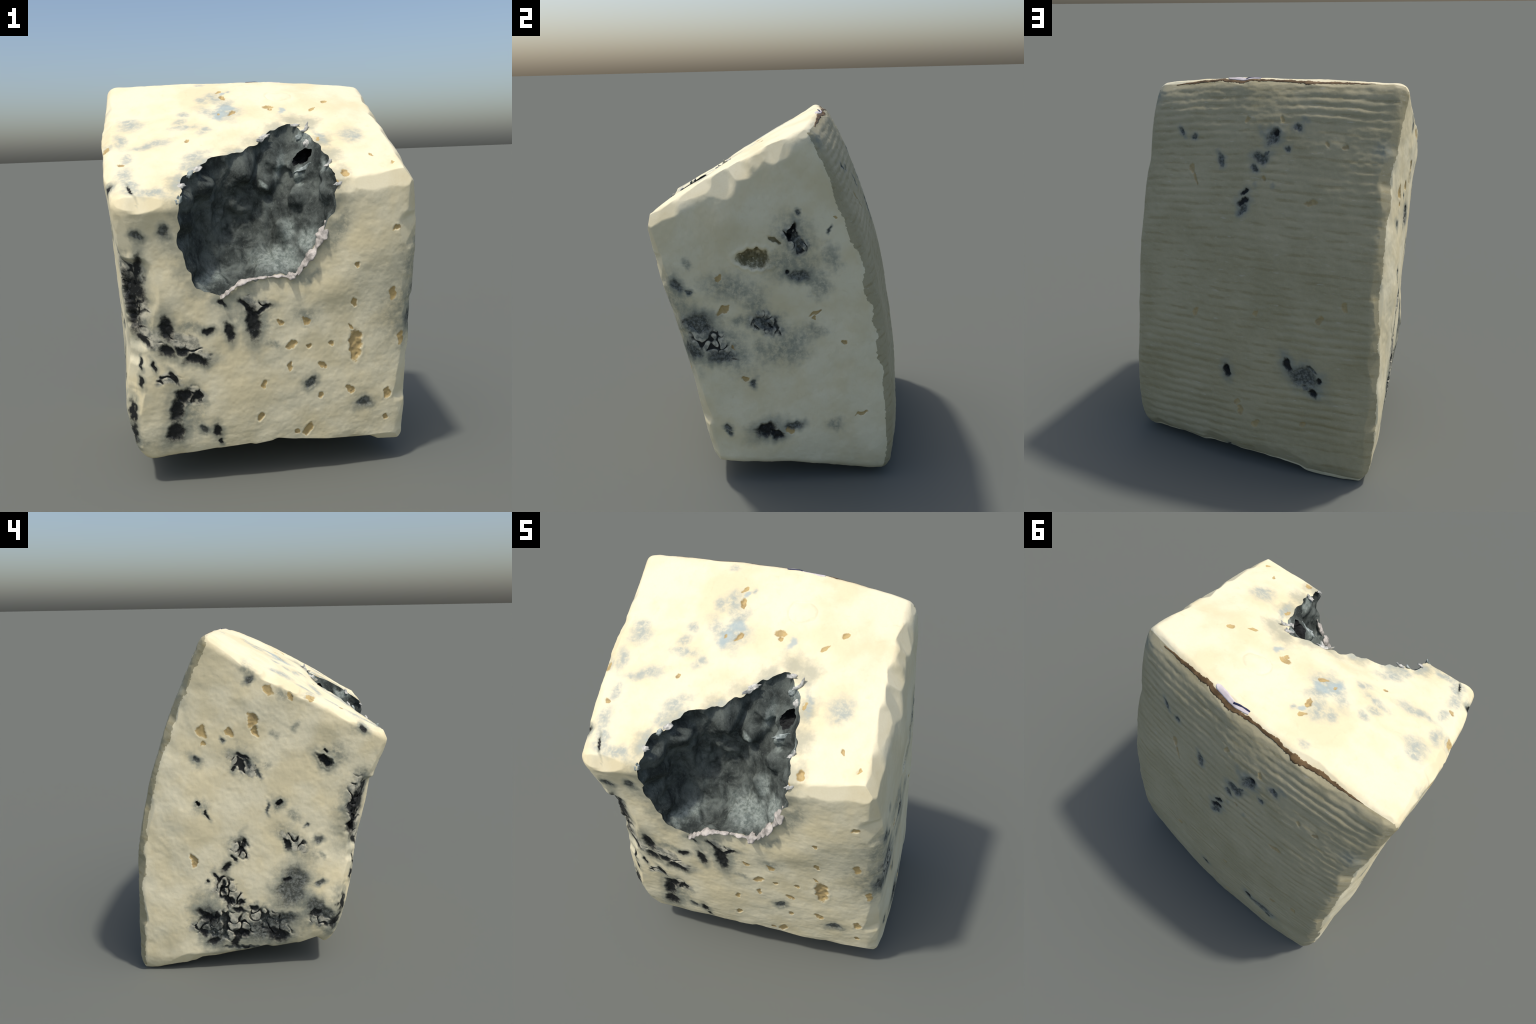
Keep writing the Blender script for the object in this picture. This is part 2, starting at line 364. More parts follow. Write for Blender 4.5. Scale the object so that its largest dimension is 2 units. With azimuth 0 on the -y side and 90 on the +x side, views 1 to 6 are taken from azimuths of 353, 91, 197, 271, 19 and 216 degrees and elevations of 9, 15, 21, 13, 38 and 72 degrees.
# pits and mould hollows
side_warp = {f: warp(base, f, True) for f in FACES}
for m in MARKS:
    if m["depth"] <= 0:
        continue
    near = np.where((np.abs(base - m["point"]).max(1) < m["size"][:2].max() * 1.6 + 0.02))[0]
    shift, cracks = side_warp[m["face"]]
    d = mark_distance(m, base[near] + shift[near])
    if m["kind"] == "crumble":
        lumps = 0.5 + 0.5 * noise(base[near], 40.0, 93)
        drop = smooth(CRACK_EDGE[1], CRACK_EDGE[0], cracks[near]) * 1.0 + 0.30 * lumps - 0.25
        height[near] -= m["depth"] * drop * smooth(1.15, 0.7, d)
        continue
    rough = 1 + 0.3 * noise(base[near], 70.0, 91)
    dent = m["depth"] * rough * smooth(1.1, 0.6, d)
    lip = 0.10 * m["depth"] * np.exp(-((d - 1.25) / 0.2) ** 2)
    height[near] += lip - dent

# the round scar on the top
scar, s1, s2, sn = face_frame("top", 0.628, 0.759)
rel = base - scar
ring = np.hypot(rel @ s1 / 0.068, rel @ s2 / 0.060) + 0.12 * noise(base, 24.0, 95)
height += (np.exp(-((ring - 1.0) / 0.10) ** 2) * -0.0045 + smooth(1.0, 0.3, ring) * 0.004) * (np.abs(rel @ sn) < 0.05)

# broad swells and hollows of the hand-cut block: (centre, reach, height)
for centre, reach, rise in [((0.45, -0.66, 1.15), (0.16, 0.2, 0.17), 0.032), ((0.22, -0.60, 0.98), (0.16, 0.2, 0.10), 0.014), ((-0.57, -0.71, 1.33), (0.10, 0.2, 0.12), 0.004),
                            ((0.69, -0.30, 1.48), (0.2, 0.14, 0.12), 0.016), ((0.58, 0.45, 1.30), (0.12, 0.2, 0.32), 0.020),
                            ((0.28, -0.36, 1.72), (0.10, 0.14, 0.2), -0.016), ((-0.02, -0.41, 1.68), (0.27, 0.085, 0.2), -0.030), ((-0.52, -0.58, 1.52), (0.13, 0.16, 0.2), 0.012), ((-0.66, -0.50, 0.48), (0.13, 0.14, 0.2), 0.022), ((-0.70, 0.42, 0.98), (0.2, 0.16, 0.24), 0.022), ((-0.68, -0.30, 0.42), (0.2, 0.14, 0.15), 0.016),
                            ((-0.71, -0.10, 1.66), (0.2, 0.16, 0.07), 0.008), ((-0.68, -0.42, 1.49), (0.2, 0.14, 0.07), 0.010), ((-0.46, -0.64, 1.0), (0.13, 0.2, 0.12), 0.014),
                            ((0.70, 0.38, 0.9), (0.2, 0.12, 0.25), 0.012), ((0.71, 0.0, 1.15), (0.2, 0.14, 0.14), -0.011), ((0.71, 0.05, 0.08), (0.2, 0.2, 0.09), -0.012), ((-0.5, 0.72, 0.35), (0.15, 0.2, 0.15), 0.014),
                            ((0.70, 0.50, 0.18), (0.2, 0.12, 0.16), 0.016), ((0.05, 0.74, 0.05), (0.42, 0.2, 0.06), -0.020)]:
    height += rise * np.exp(-(((base - np.array(centre)) / np.array(reach)) ** 2).sum(1))

body_points = base + normal * height[:, None]

# the upper left edge stands up crisp
ledge = smooth(0.09, 0.0, q[:, 0]) * smooth(0.91, 1.0, q[:, 2])
body_points += ledge[:, None] * np.array([-0.004, 0.0, 0.008])

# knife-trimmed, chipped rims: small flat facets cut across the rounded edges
chip = np.random.default_rng(23)
uncut = body_points.copy()
for axis, sides, count, deep in [(1, (1, None, 1), 12, 0.005), (0, (None, 0, 1), 16, 0.006), (2, (1, 0, None), 13, 0.007), (2, (0, 0, None), 13, 0.006),
                                 (1, (0, None, 1), 12, 0.003), (2, (0, 1, None), 13, 0.005), (0, (None, 1, 1), 10, 0.003), (0, (None, 0, 0), 11, 0.006), (1, (0, None, 0), 9, 0.006), (0, (None, 1, 0), 9, 0.005)]:
    for t in (np.arange(count) + chip.uniform(-0.3, 0.3, count) + 0.5) / count:
        at = np.array([[t if a is None else float(a) for a in sides]])
        p0 = block_point(rounded(at))[0]
        near = np.where(np.abs(body_points - p0).max(1) < 0.16)[0]
        corner_vertex = near[np.argmin(((base[near] - p0) ** 2).sum(1))]
        p0 = uncut[corner_vertex]
        n0 = normal[corner_vertex] + chip.normal(0, 0.07, 3)
        n0 /= np.linalg.norm(n0)
        rise = (body_points[near] - p0) @ n0 + chip.uniform(0.05, 0.7) * deep
        fade = smooth(0.16, 0.11, np.linalg.norm(body_points[near] - p0, axis=1))
        body_points[near] -= (np.maximum(rise, 0) * fade)[:, None] * n0
# the left rear foot stands a step lower than the torn underside
step = smooth(-0.30, -0.36, base[:, 0]) * smooth(0.34, 0.40, base[:, 1]) * smooth(0.16, 0.06, base[:, 2])
body_points[:, 2] -= 0.012 * step
under = vert_face[:, 4] * (1 - rim) * (1 - step)
body_points[:, 2] += under * (0.010 + 0.012 * fractal(base, 12.0, 3, 101))

# ----------------------------------------------------------------------------
# 5. The cave: a lump around CAVE_CENTRE whose reach is given along some directions
# ----------------------------------------------------------------------------
CAVE_CENTRE = np.array([-0.02, -0.62, 1.36])
CAVE_RIM = [(-0.36, -0.64, 1.49), (-0.26, -0.525, 1.572), (-0.10, -0.455, 1.632), (0.01, -0.40, 1.674), (0.11, -0.325, 1.728),
            (0.215, -0.262, 1.775), (0.28, -0.285, 1.755), (0.300, -0.44, 1.67), (0.312, -0.56, 1.59), (0.312, -0.68, 1.50),
            (0.30, -0.70, 1.38), (0.272, -0.66, 1.285), (0.228, -0.649, 1.20), (0.15, -0.630, 1.065), (0.026, -0.637, 1.06),
            (-0.11, -0.640, 1.055), (-0.205, -0.63, 0.978), (-0.30, -0.635, 1.025), (-0.36, -0.65, 1.13), (-0.395, -0.65, 1.22), (-0.375, -0.70, 1.40)]
CAVE_WALL = [(0.11, -0.45, 1.25), (0.03, -0.41, 1.455), (0.033, -0.44, 1.155), (0.019, -0.545, 1.095), (-0.084, -0.384, 1.376),
             (-0.159, -0.555, 1.03), (0.077, -0.371, 1.564), (0.247, -0.483, 1.56), (0.19, -0.46, 1.50), (0.16, -0.49, 1.40), (-0.33, -0.615, 1.157), (-0.335, -0.61, 1.235),
             (-0.31, -0.59, 1.32), (-0.17, -0.38, 1.30), (-0.226, -0.52, 1.455), (0.22, -0.53, 1.30), (-0.14, -0.38, 1.22), (0.262, -0.59, 1.42),
             (-0.31, -0.61, 1.40), (0.20, -0.57, 1.20), (0.27, -0.57, 1.50), (-0.05, -0.46, 1.50), (0.14, -0.43, 1.55)]
CAVE_MOUTH = [(0.0, -1.05, 1.45), (0.0, -0.85, 1.75), (-0.3, -0.92, 1.45), (0.28, -0.95, 1.45), (0.0, -0.95, 1.15), (-0.22, -0.72, 1.72), (0.2, -0.62, 1.82), (-0.25, -0.9, 1.15), (0.2, -0.9, 1.2)]


def sphere_grid(rings, sectors):
    t, s = np.meshgrid((np.arange(rings) + 0.5) / rings * math.pi, np.arange(sectors) / sectors * math.tau, indexing="ij")
    d = np.stack([np.sin(t) * np.cos(s), np.sin(t) * np.sin(s), np.cos(t)], -1).reshape(-1, 3)
    d = np.concatenate([d, [[0, 0, 1.0]], [[0, 0, -1.0]]])
    n = np.arange(rings * sectors).reshape(rings, sectors)
    r = np.roll(n, -1, 1)
    faces = np.stack([n[:-1], n[1:], r[1:], r[:-1]], -1).reshape(-1, 4).tolist()
    top, bottom = rings * sectors, rings * sectors + 1
    faces += [[top, int(n[0, k]), int(r[0, k])] for k in range(sectors)]
    faces += [[bottom, int(r[-1, k]), int(n[-1, k])] for k in range(sectors)]
    return d, faces


def cave_reach(d):
    given = np.array(CAVE_RIM + CAVE_WALL + CAVE_MOUTH) - CAVE_CENTRE
    reach = np.linalg.norm(given, axis=1)
    given = given / reach[:, None]
    angle = np.arccos(np.clip(d @ given.T, -1, 1))
    w = np.exp(-(angle / 0.10) ** 2) + 0.02 * np.exp(-(angle / 0.30) ** 2) + 1e-6
    w[:, :len(CAVE_RIM)] *= 1.3
    return (w @ reach) / w.sum(1)


def bump(p, centre, size, turn=0.0):
    r = p - np.array(centre)
    c, s = math.cos(turn), math.sin(turn)
    x, z = r[:, 0] * c + r[:, 2] * s, -r[:, 0] * s + r[:, 2] * c
    return np.exp(-((x / size[0]) ** 2 + (r[:, 1] / size[1]) ** 2 + (z / size[2]) ** 2))


cave_dirs, cave_faces = sphere_grid(260, 380)
reach = cave_reach(cave_dirs)
p = CAVE_CENTRE + cave_dirs * reach[:, None]
inside = smooth(-0.25, 0.05, cave_dirs @ np.array([0, 0.75, -0.66]))
reach *= 1 - 0.05 * smooth(0.15, 0.6, cave_dirs @ np.array([0, 0.95, -0.3]))
reach += fractal(p, 9.0, 3, 201) * 0.010 + fractal(p * np.array([1.5, 1.5, 0.7]), 18.0, 2, 211) * 0.009 + fractal(p, 80.0, 2, 221) * 0.0013
reach -= 0.050 * bump(p, (0.115, -0.45, 1.245), (0.034, 0.1, 0.055), 0.1)        # pale tongue
reach -= 0.022 * bump(p, (0.035, -0.41, 1.455), (0.026, 0.1, 0.018), -0.5)       # crumb
reach -= 0.032 * bump(p, (0.13, -0.40, 1.53), (0.020, 0.1, 0.085), 0.35)         # rib beside the pocket
reach -= 0.016 * bump(p, (0.09, -0.40, 1.42), (0.015, 0.1, 0.05), 0.6)
reach -= 0.026 * bump(p, (0.19, -0.47, 1.46), (0.016, 0.1, 0.07), -0.1)
reach += 0.020 * bump(p, (0.085, -0.38, 1.50), (0.014, 0.1, 0.05), 0.5)          # cleft
reach += 0.012 * bump(p, (0.035, -0.45, 1.16), (0.010, 0.1, 0.05), 0.3)
reach += 0.010 * bump(p, (-0.16, -0.55, 1.04), (0.02, 0.1, 0.05), -0.5)
cave_points = CAVE_CENTRE + cave_dirs * reach[:, None]

# the black pocket at the upper right of the cave
pocket_dirs, pocket_faces = sphere_grid(70, 100)
axis_pocket = np.array([0.55, 0.70, 0.05]); axis_pocket /= np.linalg.norm(axis_pocket)
side_pocket = np.cross(axis_pocket, [0, 0, 1.0]); side_pocket /= np.linalg.norm(side_pocket)
up_pocket = np.cross(side_pocket, axis_pocket)
tilt = 0.5
side_t = side_pocket * math.cos(tilt) + up_pocket * math.sin(tilt)
up_t = up_pocket * math.cos(tilt) - side_pocket * math.sin(tilt)
pocket_r = 1 + 0.18 * noise(pocket_dirs, 2.5, 301) + 0.06 * noise(pocket_dirs, 9.0, 302)
pocket_points = np.array([0.232, -0.395, 1.585]) + (pocket_dirs * pocket_r[:, None]) @ np.stack(
    [axis_pocket * 0.10, side_t * 0.052, up_t * -0.036])


# ----------------------------------------------------------------------------
# 6. Materials
# ----------------------------------------------------------------------------
class Nodes:
    """Small helper that wires a node tree."""
    def __init__(self, name):
        self.material = bpy.data.materials.new(name)
        self.material.use_nodes = True
        self.tree = self.material.node_tree
        self.shader = self.tree.nodes["Principled BSDF"]
        coords = self.tree.nodes.new("ShaderNodeTexCoord")
        self.position = coords.outputs["Object"]

    def put(self, node, key, value):
        socket = node.inputs[key]
        if isinstance(value, bpy.types.NodeSocket):
            self.tree.links.new(value, socket)
        elif value is not None:
            socket.default_value = value

    def math(self, op, a, b=None, c=None, clamp=False):
        n = self.tree.nodes.new("ShaderNodeMath"); n.operation = op; n.use_clamp = clamp
        for i, v in enumerate((a, b, c)):
            self.put(n, i, v)
        return n.outputs[0]

    def vector(self, op, a, b=None, c=None, scale=None):
        n = self.tree.nodes.new("ShaderNodeVectorMath"); n.operation = op
        for i, v in enumerate((a, b, c)):
            self.put(n, i, v)
        if scale is not None:
            self.put(n, "Scale", scale)
        return n.outputs["Value"] if op == "LENGTH" else n.outputs["Vector"]

    def dot(self, a, b):
        n = self.tree.nodes.new("ShaderNodeVectorMath"); n.operation = "DOT_PRODUCT"
        self.put(n, 0, a); self.put(n, 1, b)
        return n.outputs["Value"]

    def noise(self, scale, detail=3.0, roughness=0.55, vector=None, distortion=0.0):
        n = self.tree.nodes.new("ShaderNodeTexNoise")
        for k, v in (("Vector", vector or self.position), ("Scale", scale), ("Detail", detail), ("Roughness", roughness), ("Distortion", distortion)):
            self.put(n, k, v)
        return n.outputs["Fac"]

    def ramp(self, value, low, high, out_low=0.0, out_high=1.0):
        n = self.tree.nodes.new("ShaderNodeMapRange"); n.interpolation_type = "SMOOTHSTEP"
        for k, v in (("Value", value), ("From Min", low), ("From Max", high), ("To Min", out_low), ("To Max", out_high)):
            self.put(n, k, v)
        return n.outputs["Result"]

    def mix(self, factor, a, b, blend="MIX"):
        n = self.tree.nodes.new("ShaderNodeMix"); n.data_type = "RGBA"; n.blend_type = blend
        self.put(n, 0, factor)
        for i, v in ((6, a), (7, b)):
            self.put(n, i, (*v, 1) if isinstance(v, tuple) else v)
        return n.outputs[2]

    def stretched(self, x, y, z):
        return self.vector("MULTIPLY", self.position, (x, y, z))

    def swizzled(self, v, order):
        s, c = self.tree.nodes.new("ShaderNodeSeparateXYZ"), self.tree.nodes.new("ShaderNodeCombineXYZ")
        self.put(s, 0, v)
        for i, o in enumerate(order):
            self.put(c, i, s.outputs[o])
        return c.outputs[0]

    def warped(self, face=None):
        flat = self.vector("MULTIPLY", self.position, face_mask(face))
        total, previous = self.position, None
        for order, k, shift, amplitude in WARP:
            arg = self.vector("MULTIPLY_ADD", self.swizzled(flat, order), (k, k, k), shift)
            if previous is not None:
                arg = self.vector("MULTIPLY_ADD", previous, (1.7, 1.7, 1.7), arg)
            previous = self.vector("SINE", arg)
            total = self.vector("MULTIPLY_ADD", previous, (amplitude,) * 3, total)
            if k == WARP[0][1]:
                slow = self.vector("SINE", self.vector("MULTIPLY_ADD", flat, (15.0,) * 3, shift))
                vein = self.vector("MULTIPLY_ADD", self.swizzled(flat, CRACK_ORDER), CRACK_SCALE, self.vector("SCALE", slow, scale=3.0))
                vein = self.vector("SINE", self.vector("MULTIPLY_ADD", previous, (2.0,) * 3, vein))
                self.cracks = self.math("MULTIPLY_ADD", self.dot(previous, CRACK_FADE), 0.45, self.math("ABSOLUTE", self.dot(vein, CRACK)))
        return total

    def nearest(self, marks, warped, face=None):
        """Distance to the nearest of some marks, 1 on its outline."""
        best = None
        for m in marks:
            n = self.tree.nodes.new("ShaderNodeMapping"); n.vector_type = "TEXTURE"
            # a vanishing share of the running result keeps the nodes in sequence
            self.put(n, "Vector", warped if best is None else self.vector("MULTIPLY_ADD", best, (1e-7,) * 3, warped))
            n.inputs["Location"].default_value = m["point"] + warp(m["point"][None], face)[0]
            n.inputs["Rotation"].default_value = Matrix(m["axes"].tolist()).to_euler()
            n.inputs["Scale"].default_value = m["size"]
            d = self.vector("LENGTH", n.outputs[0])
            best = d if best is None else self.math("MINIMUM", best, d)
        return best

    def bump(self, height, strength, distance):
        n = self.tree.nodes.new("ShaderNodeBump")
        self.put(n, "Height", height); self.put(n, "Strength", strength); self.put(n, "Distance", distance)
        return n.outputs[0]

    def finish(self, colour, roughness, normal=None, specular=0.3):
        self.put(self.shader, "Base Color", (*colour, 1) if isinstance(colour, tuple) else colour)
        self.put(self.shader, "Roughness", roughness)
        self.put(self.shader, "Specular IOR Level", specular)
        if normal is not None:
            self.put(self.shader, "Normal", normal)
        return self.material


CREAM, IVORY, BUFF = (0.75, 0.66, 0.42), (0.82, 0.75, 0.525), (0.66, 0.55, 0.315)  # paste tones lowered partway from sunlit top toward shaded sides
STAIN, BLUE = (0.27, 0.28, 0.22), (0.35, 0.43, 0.43)
GREY_MOULD, GREY_LIGHT, BLACK_MOULD = (0.050, 0.055, 0.048), (0.17, 0.18, 0.16), (0.017, 0.018, 0.017)
AMBER, AMBER_DARK = (0.46, 0.32, 0.115), (0.28, 0.18, 0.06)
HOLLOW = (0.20, 0.17, 0.085)


def cheese_material(face):
    n = Nodes("combed_rind" if face == "rind" else "cheese_paste_" + face)
    warped = n.warped(face)
    fine = n.noise(140.0, 4.0, 0.6)
    broad = n.noise(4.5, 4.0, 0.55)
    middle = n.noise(22.0, 4.0, 0.6, distortion=0.6)
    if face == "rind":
        colour = n.mix(n.ramp(broad, 0.3, 0.7), (0.37, 0.33, 0.20), (0.43, 0.385, 0.245))
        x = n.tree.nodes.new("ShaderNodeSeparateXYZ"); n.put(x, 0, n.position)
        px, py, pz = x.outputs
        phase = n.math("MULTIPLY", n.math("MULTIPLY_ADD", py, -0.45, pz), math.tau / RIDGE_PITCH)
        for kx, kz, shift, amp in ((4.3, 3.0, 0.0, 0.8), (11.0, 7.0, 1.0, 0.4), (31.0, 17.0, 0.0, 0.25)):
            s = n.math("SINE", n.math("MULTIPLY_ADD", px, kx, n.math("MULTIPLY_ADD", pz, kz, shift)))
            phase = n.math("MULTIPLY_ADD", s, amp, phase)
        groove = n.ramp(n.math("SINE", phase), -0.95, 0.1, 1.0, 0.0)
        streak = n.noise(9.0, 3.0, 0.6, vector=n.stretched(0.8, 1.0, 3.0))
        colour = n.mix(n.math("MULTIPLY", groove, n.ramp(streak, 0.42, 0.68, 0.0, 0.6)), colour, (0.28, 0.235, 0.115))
        colour = n.mix(n.ramp(n.noise(30.0, 3.0, 0.6, vector=n.stretched(0.5, 1.0, 2.5)), 0.62, 0.75, 0.0, 0.5), colour, (0.53, 0.50, 0.39))
    else:
        colour = n.mix(n.ramp(broad, 0.35, 0.65), CREAM, IVORY)
        colour = n.mix(n.ramp(middle, 0.55, 0.80, 0.0, 0.35), colour, BUFF)
    colour = n.mix(n.ramp(fine, 0.35, 0.75, 0.0, 0.14), colour, BUFF)
    rough_edge = n.math("MULTIPLY_ADD", n.noise(75.0, 4.0, 0.65), 0.7, -0.35)
    soft_edge = n.math("MULTIPLY_ADD", n.noise(26.0, 4.0, 0.6), 1.3, -0.65)

    def pick(*kinds):
        found = [m for m in MARKS if face in m["near"] and m["kind"] in kinds]
        return n.nearest(found, warped, face) if found else None

    def mask(d, outer, inner, edge, strength=1.0):
        return n.ramp(n.math("ADD", d, edge), outer, inner, 0.0, strength)

    if face in ("top", "front"):       # mould creeps over the rim of the cave
        seam = [dict(point=np.array(c), size=np.array([0.075, 0.075, 0.075]), axes=np.eye(3)) for c in CAVE_RIM]
        colour = n.mix(mask(n.nearest(seam, warped, face), 1.3, 0.2, soft_edge, 0.6), colour, STAIN)
    stain, blue, black, grey = pick("blue_stain"), pick("blue_mould"), pick("black_mould"), pick("grey_mould")
    amber, hollow, crumble = pick("amber_pit"), pick("dark_hollow"), pick("crumble")
    if stain:
        lace = n.ramp(n.noise(40.0, 5.0, 0.65, distortion=0.3), 0.30, 0.62, 0.35, 1.0)
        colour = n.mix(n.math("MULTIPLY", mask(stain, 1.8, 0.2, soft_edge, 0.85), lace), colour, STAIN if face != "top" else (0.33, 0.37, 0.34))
    if blue:
        colour = n.mix(mask(blue, 1.35, 0.4, soft_edge, 0.75), colour, BLUE)
    for d, reach in ((black, 2.9), (grey, 2.4)):
        if d:
            colour = n.mix(mask(d, reach, 0.9, soft_edge, 0.75), colour, STAIN)
    if crumble:
        zone = mask(crumble, 1.25, 0.7, soft_edge)
        chunk = n.mix(n.ramp(n.noise(32.0, 4.0, 0.6), 0.35, 0.62), (0.16, 0.17, 0.15), (0.62, 0.58, 0.45))
        colour = n.mix(n.math("MULTIPLY", zone, 0.8), colour, chunk)
        veins = n.ramp(n.math("ADD", n.cracks, n.math("MULTIPLY", rough_edge, 0.5)), CRACK_EDGE[0], CRACK_EDGE[1] + 0.1, 1.0, 0.0)
        colour = n.mix(n.math("MULTIPLY", n.math("MULTIPLY", zone, zone), veins), colour, BLACK_MOULD)
    if amber:
        colour = n.mix(mask(amber, 1.12, 0.85, rough_edge, 0.85 if face != "rind" else 0.5), colour, n.mix(n.ramp(middle, 0.5, 0.7), AMBER, AMBER_DARK))
    if hollow:
        colour = n.mix(mask(hollow, 1.1, 0.8, rough_edge, 0.9), colour, HOLLOW)
    if grey:
        mottled = n.mix(n.ramp(n.noise(60.0, 5.0, 0.7), 0.42, 0.62), GREY_MOULD, GREY_LIGHT)
        colour = n.mix(mask(grey, 1.4, 0.65, rough_edge, 0.92), colour, mottled)
    if black:
        mottled = n.mix(n.ramp(n.noise(85.0, 5.0, 0.7), 0.58, 0.75, 0.0, 0.7), BLACK_MOULD, GREY_LIGHT)
        colour = n.mix(mask(black, 1.42, 0.72, rough_edge), colour, mottled)
    relief = n.math("ADD", n.math("MULTIPLY", fine, 0.4), n.math("MULTIPLY", n.noise(45.0, 4.0, 0.6), 0.8))
    return n.finish(colour, 0.6, n.bump(relief, 0.18, 0.004), specular=0.22)


def cave_material():
    n = Nodes("cave_mould")
    fur = n.noise(95.0, 5.0, 0.7, vector=n.stretched(1.4, 1.4, 0.7), distortion=0.8)
    clouds = n.noise(11.0, 5.0, 0.6, distortion=0.5)
    colour = n.mix(n.ramp(clouds, 0.35, 0.68), (0.034, 0.040, 0.037), (0.125, 0.142, 0.128))
    warped = n.warped()
    pale = []
    for c, size, turn in CAVE_PALE:
        pale.append(dict(point=np.array(c), size=np.array([size[0], 0.12, size[1]]),
                         axes=np.array(Matrix.Rotation(turn, 3, "Y"))))
    d = n.math("ADD", n.nearest(pale, warped), n.math("MULTIPLY_ADD", n.noise(24.0, 5.0, 0.65), 1.2, -0.6))
    light = n.mix(n.ramp(n.noise(50.0, 4.0, 0.7), 0.35, 0.65), (0.16, 0.19, 0.17), (0.33, 0.37, 0.335))
    colour = n.mix(n.ramp(d, 1.35, 0.4, 0.0, 0.85), colour, light)
    colour = n.mix(n.ramp(fur, 0.52, 0.72, 0.0, 0.35), colour, (0.22, 0.25, 0.225))
    colour = n.mix(n.ramp(fur, 0.45, 0.25, 0.0, 0.6), colour, (0.016, 0.018, 0.018))
    return n.finish(colour, 0.9, n.bump(fur, 0.6, 0.006), specular=0.1)


CAVE_PALE = [((0.07, -0.53, 1.115), (0.15, 0.07), 0.15), ((0.115, -0.46, 1.24), (0.036, 0.065), 0.0), ((0.035, -0.415, 1.455), (0.028, 0.016), 0.5),
             ((0.13, -0.40, 1.55), (0.028, 0.085), 0.35), ((0.19, -0.46, 1.50), (0.03, 0.05), 0.0), ((-0.23, -0.60, 1.07), (0.09, 0.045), -0.4),
             ((0.21, -0.55, 1.21), (0.05, 0.06), 0.3), ((0.29, -0.58, 1.55), (0.02, 0.04), 0.0), ((0.24, -0.36, 1.68), (0.03, 0.04), 0.0)]


def plain_material(name, dark, light, scale, roughness=0.7):
    n = Nodes(name)
    colour = n.mix(n.ramp(n.noise(scale, 4.0, 0.6), 0.35, 0.65), dark, light)
    return n.finish(colour, roughness, n.bump(n.noise(scale * 2, 3.0, 0.6), 0.3, 0.003))


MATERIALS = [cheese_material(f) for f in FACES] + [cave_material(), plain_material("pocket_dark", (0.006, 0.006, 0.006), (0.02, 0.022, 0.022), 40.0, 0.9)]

# ----------------------------------------------------------------------------
# 7. Put the body together, cut the cave, split it into parts
# ----------------------------------------------------------------------------
scene = bpy.context.scene


def new_mesh(name, points, faces):
    me = bpy.data.meshes.new(name)
    if isinstance(faces, np.ndarray):
        count, sides = faces.shape
        me.vertices.add(len(points)); me.vertices.foreach_set("co", np.asarray(points, np.float32).ravel())
        me.loops.add(count * sides); me.loops.foreach_set("vertex_index", faces.ravel().astype(np.int32))
        me.polygons.add(count); me.polygons.foreach_set("loop_start", np.arange(0, count * sides, sides, dtype=np.int32))
        me.update(calc_edges=True)
    else:
        me.from_pydata([tuple(v) for v in points], [], faces)
    return me


def temporary(name, points, faces, slots, index):
    me = new_mesh(name, points, faces)
    for m in MATERIALS:
        me.materials.append(m)
    me.polygons.foreach_set("material_index", np.asarray(index, np.int32) if np.ndim(index) else np.full(len(me.polygons), index, np.int32))
    ob = bpy.data.objects.new(name, me)
    scene.collection.objects.link(ob)
    return ob


# the rind laps a little way round onto the two cut sides
q_mid = q[quads].mean(1)
lap = 0.975 + 0.020 * noise(body_points[quads[:, 0]], 14.0, 141) + 0.006 * noise(body_points[quads[:, 0]], 60.0, 142)
tags = np.where((tags < 2) & (q_mid[:, 1] > lap), 3, tags)

whole = temporary("whole", body_points, quads, MATERIALS, tags)
cutters = [temporary("cave_cutter", cave_points, cave_faces, MATERIALS, 6), temporary("pocket_cutter", pocket_points, pocket_faces, MATERIALS, 7)]
for c in cutters:
    mod = whole.modifiers.new("cut", "BOOLEAN")
    mod.operation, mod.object, mod.solver = "DIFFERENCE", c, "MANIFOLD"
bpy.context.view_layer.update()
cut = bpy.data.meshes.new_from_object(whole.evaluated_get(bpy.context.evaluated_depsgraph_get()))
for ob in [whole] + cutters:
    bpy.data.objects.remove(ob)

cut.polygons.foreach_set("use_smooth", np.ones(len(cut.polygons), bool))
cut.set_sharp_from_angle(angle=math.radians(55))
count = len(cut.vertices)
P = np.empty(count * 3, np.float32); cut.vertices.foreach_get("co", P); P = P.reshape(-1, 3)
P[:, 2] = np.maximum(P[:, 2], 0.002 + 0.1 * np.clip(P[:, 2], -0.02, 0))
start = np.empty(len(cut.polygons), np.int32); cut.polygons.foreach_get("loop_start", start)
total = np.empty(len(cut.polygons), np.int32); cut.polygons.foreach_get("loop_total", total)
material = np.empty(len(cut.polygons), np.int32); cut.polygons.foreach_get("material_index", material)
corner = np.empty(len(cut.loops), np.int32); cut.loops.foreach_get("vertex_index", corner)
normals = np.empty(len(cut.loops) * 3, np.float32); cut.corner_normals.foreach_get("vector", normals); normals = normals.reshape(-1, 3)
centre = np.stack([np.add.reduceat(P[corner][:, c], start) / total for c in range(3)], 1).astype(float)
poly_of_loop = np.repeat(np.arange(len(start)), total)

# region of each face: 0 paste, 1 rind, 2 cave, 3 pocket, 10+k one mould patch or pit
region = np.where(material == 3, 1, np.where(material == 6, 2, np.where(material == 7, 3, 0)))
best = np.full(len(centre), 1.0)
side_warp = {f: warp(centre, f) for f in FACES}
for k, m in enumerate(MARKS):
    if m["depth"] <= 0 or m["kind"] == "crumble" or m["size"][:2].min() < 0.007:
        continue
    near = np.where((material == FACES.index(m["face"])) & (np.abs(centre - m["point"]).max(1) < m["size"][:2].max() + 0.05))[0]
    d = mark_distance(m, centre[near] + side_warp[m["face"]][near])
    hit = near[d < best[near]]
    best[hit] = d[d < best[near]]
    region[hit] = 10 + k


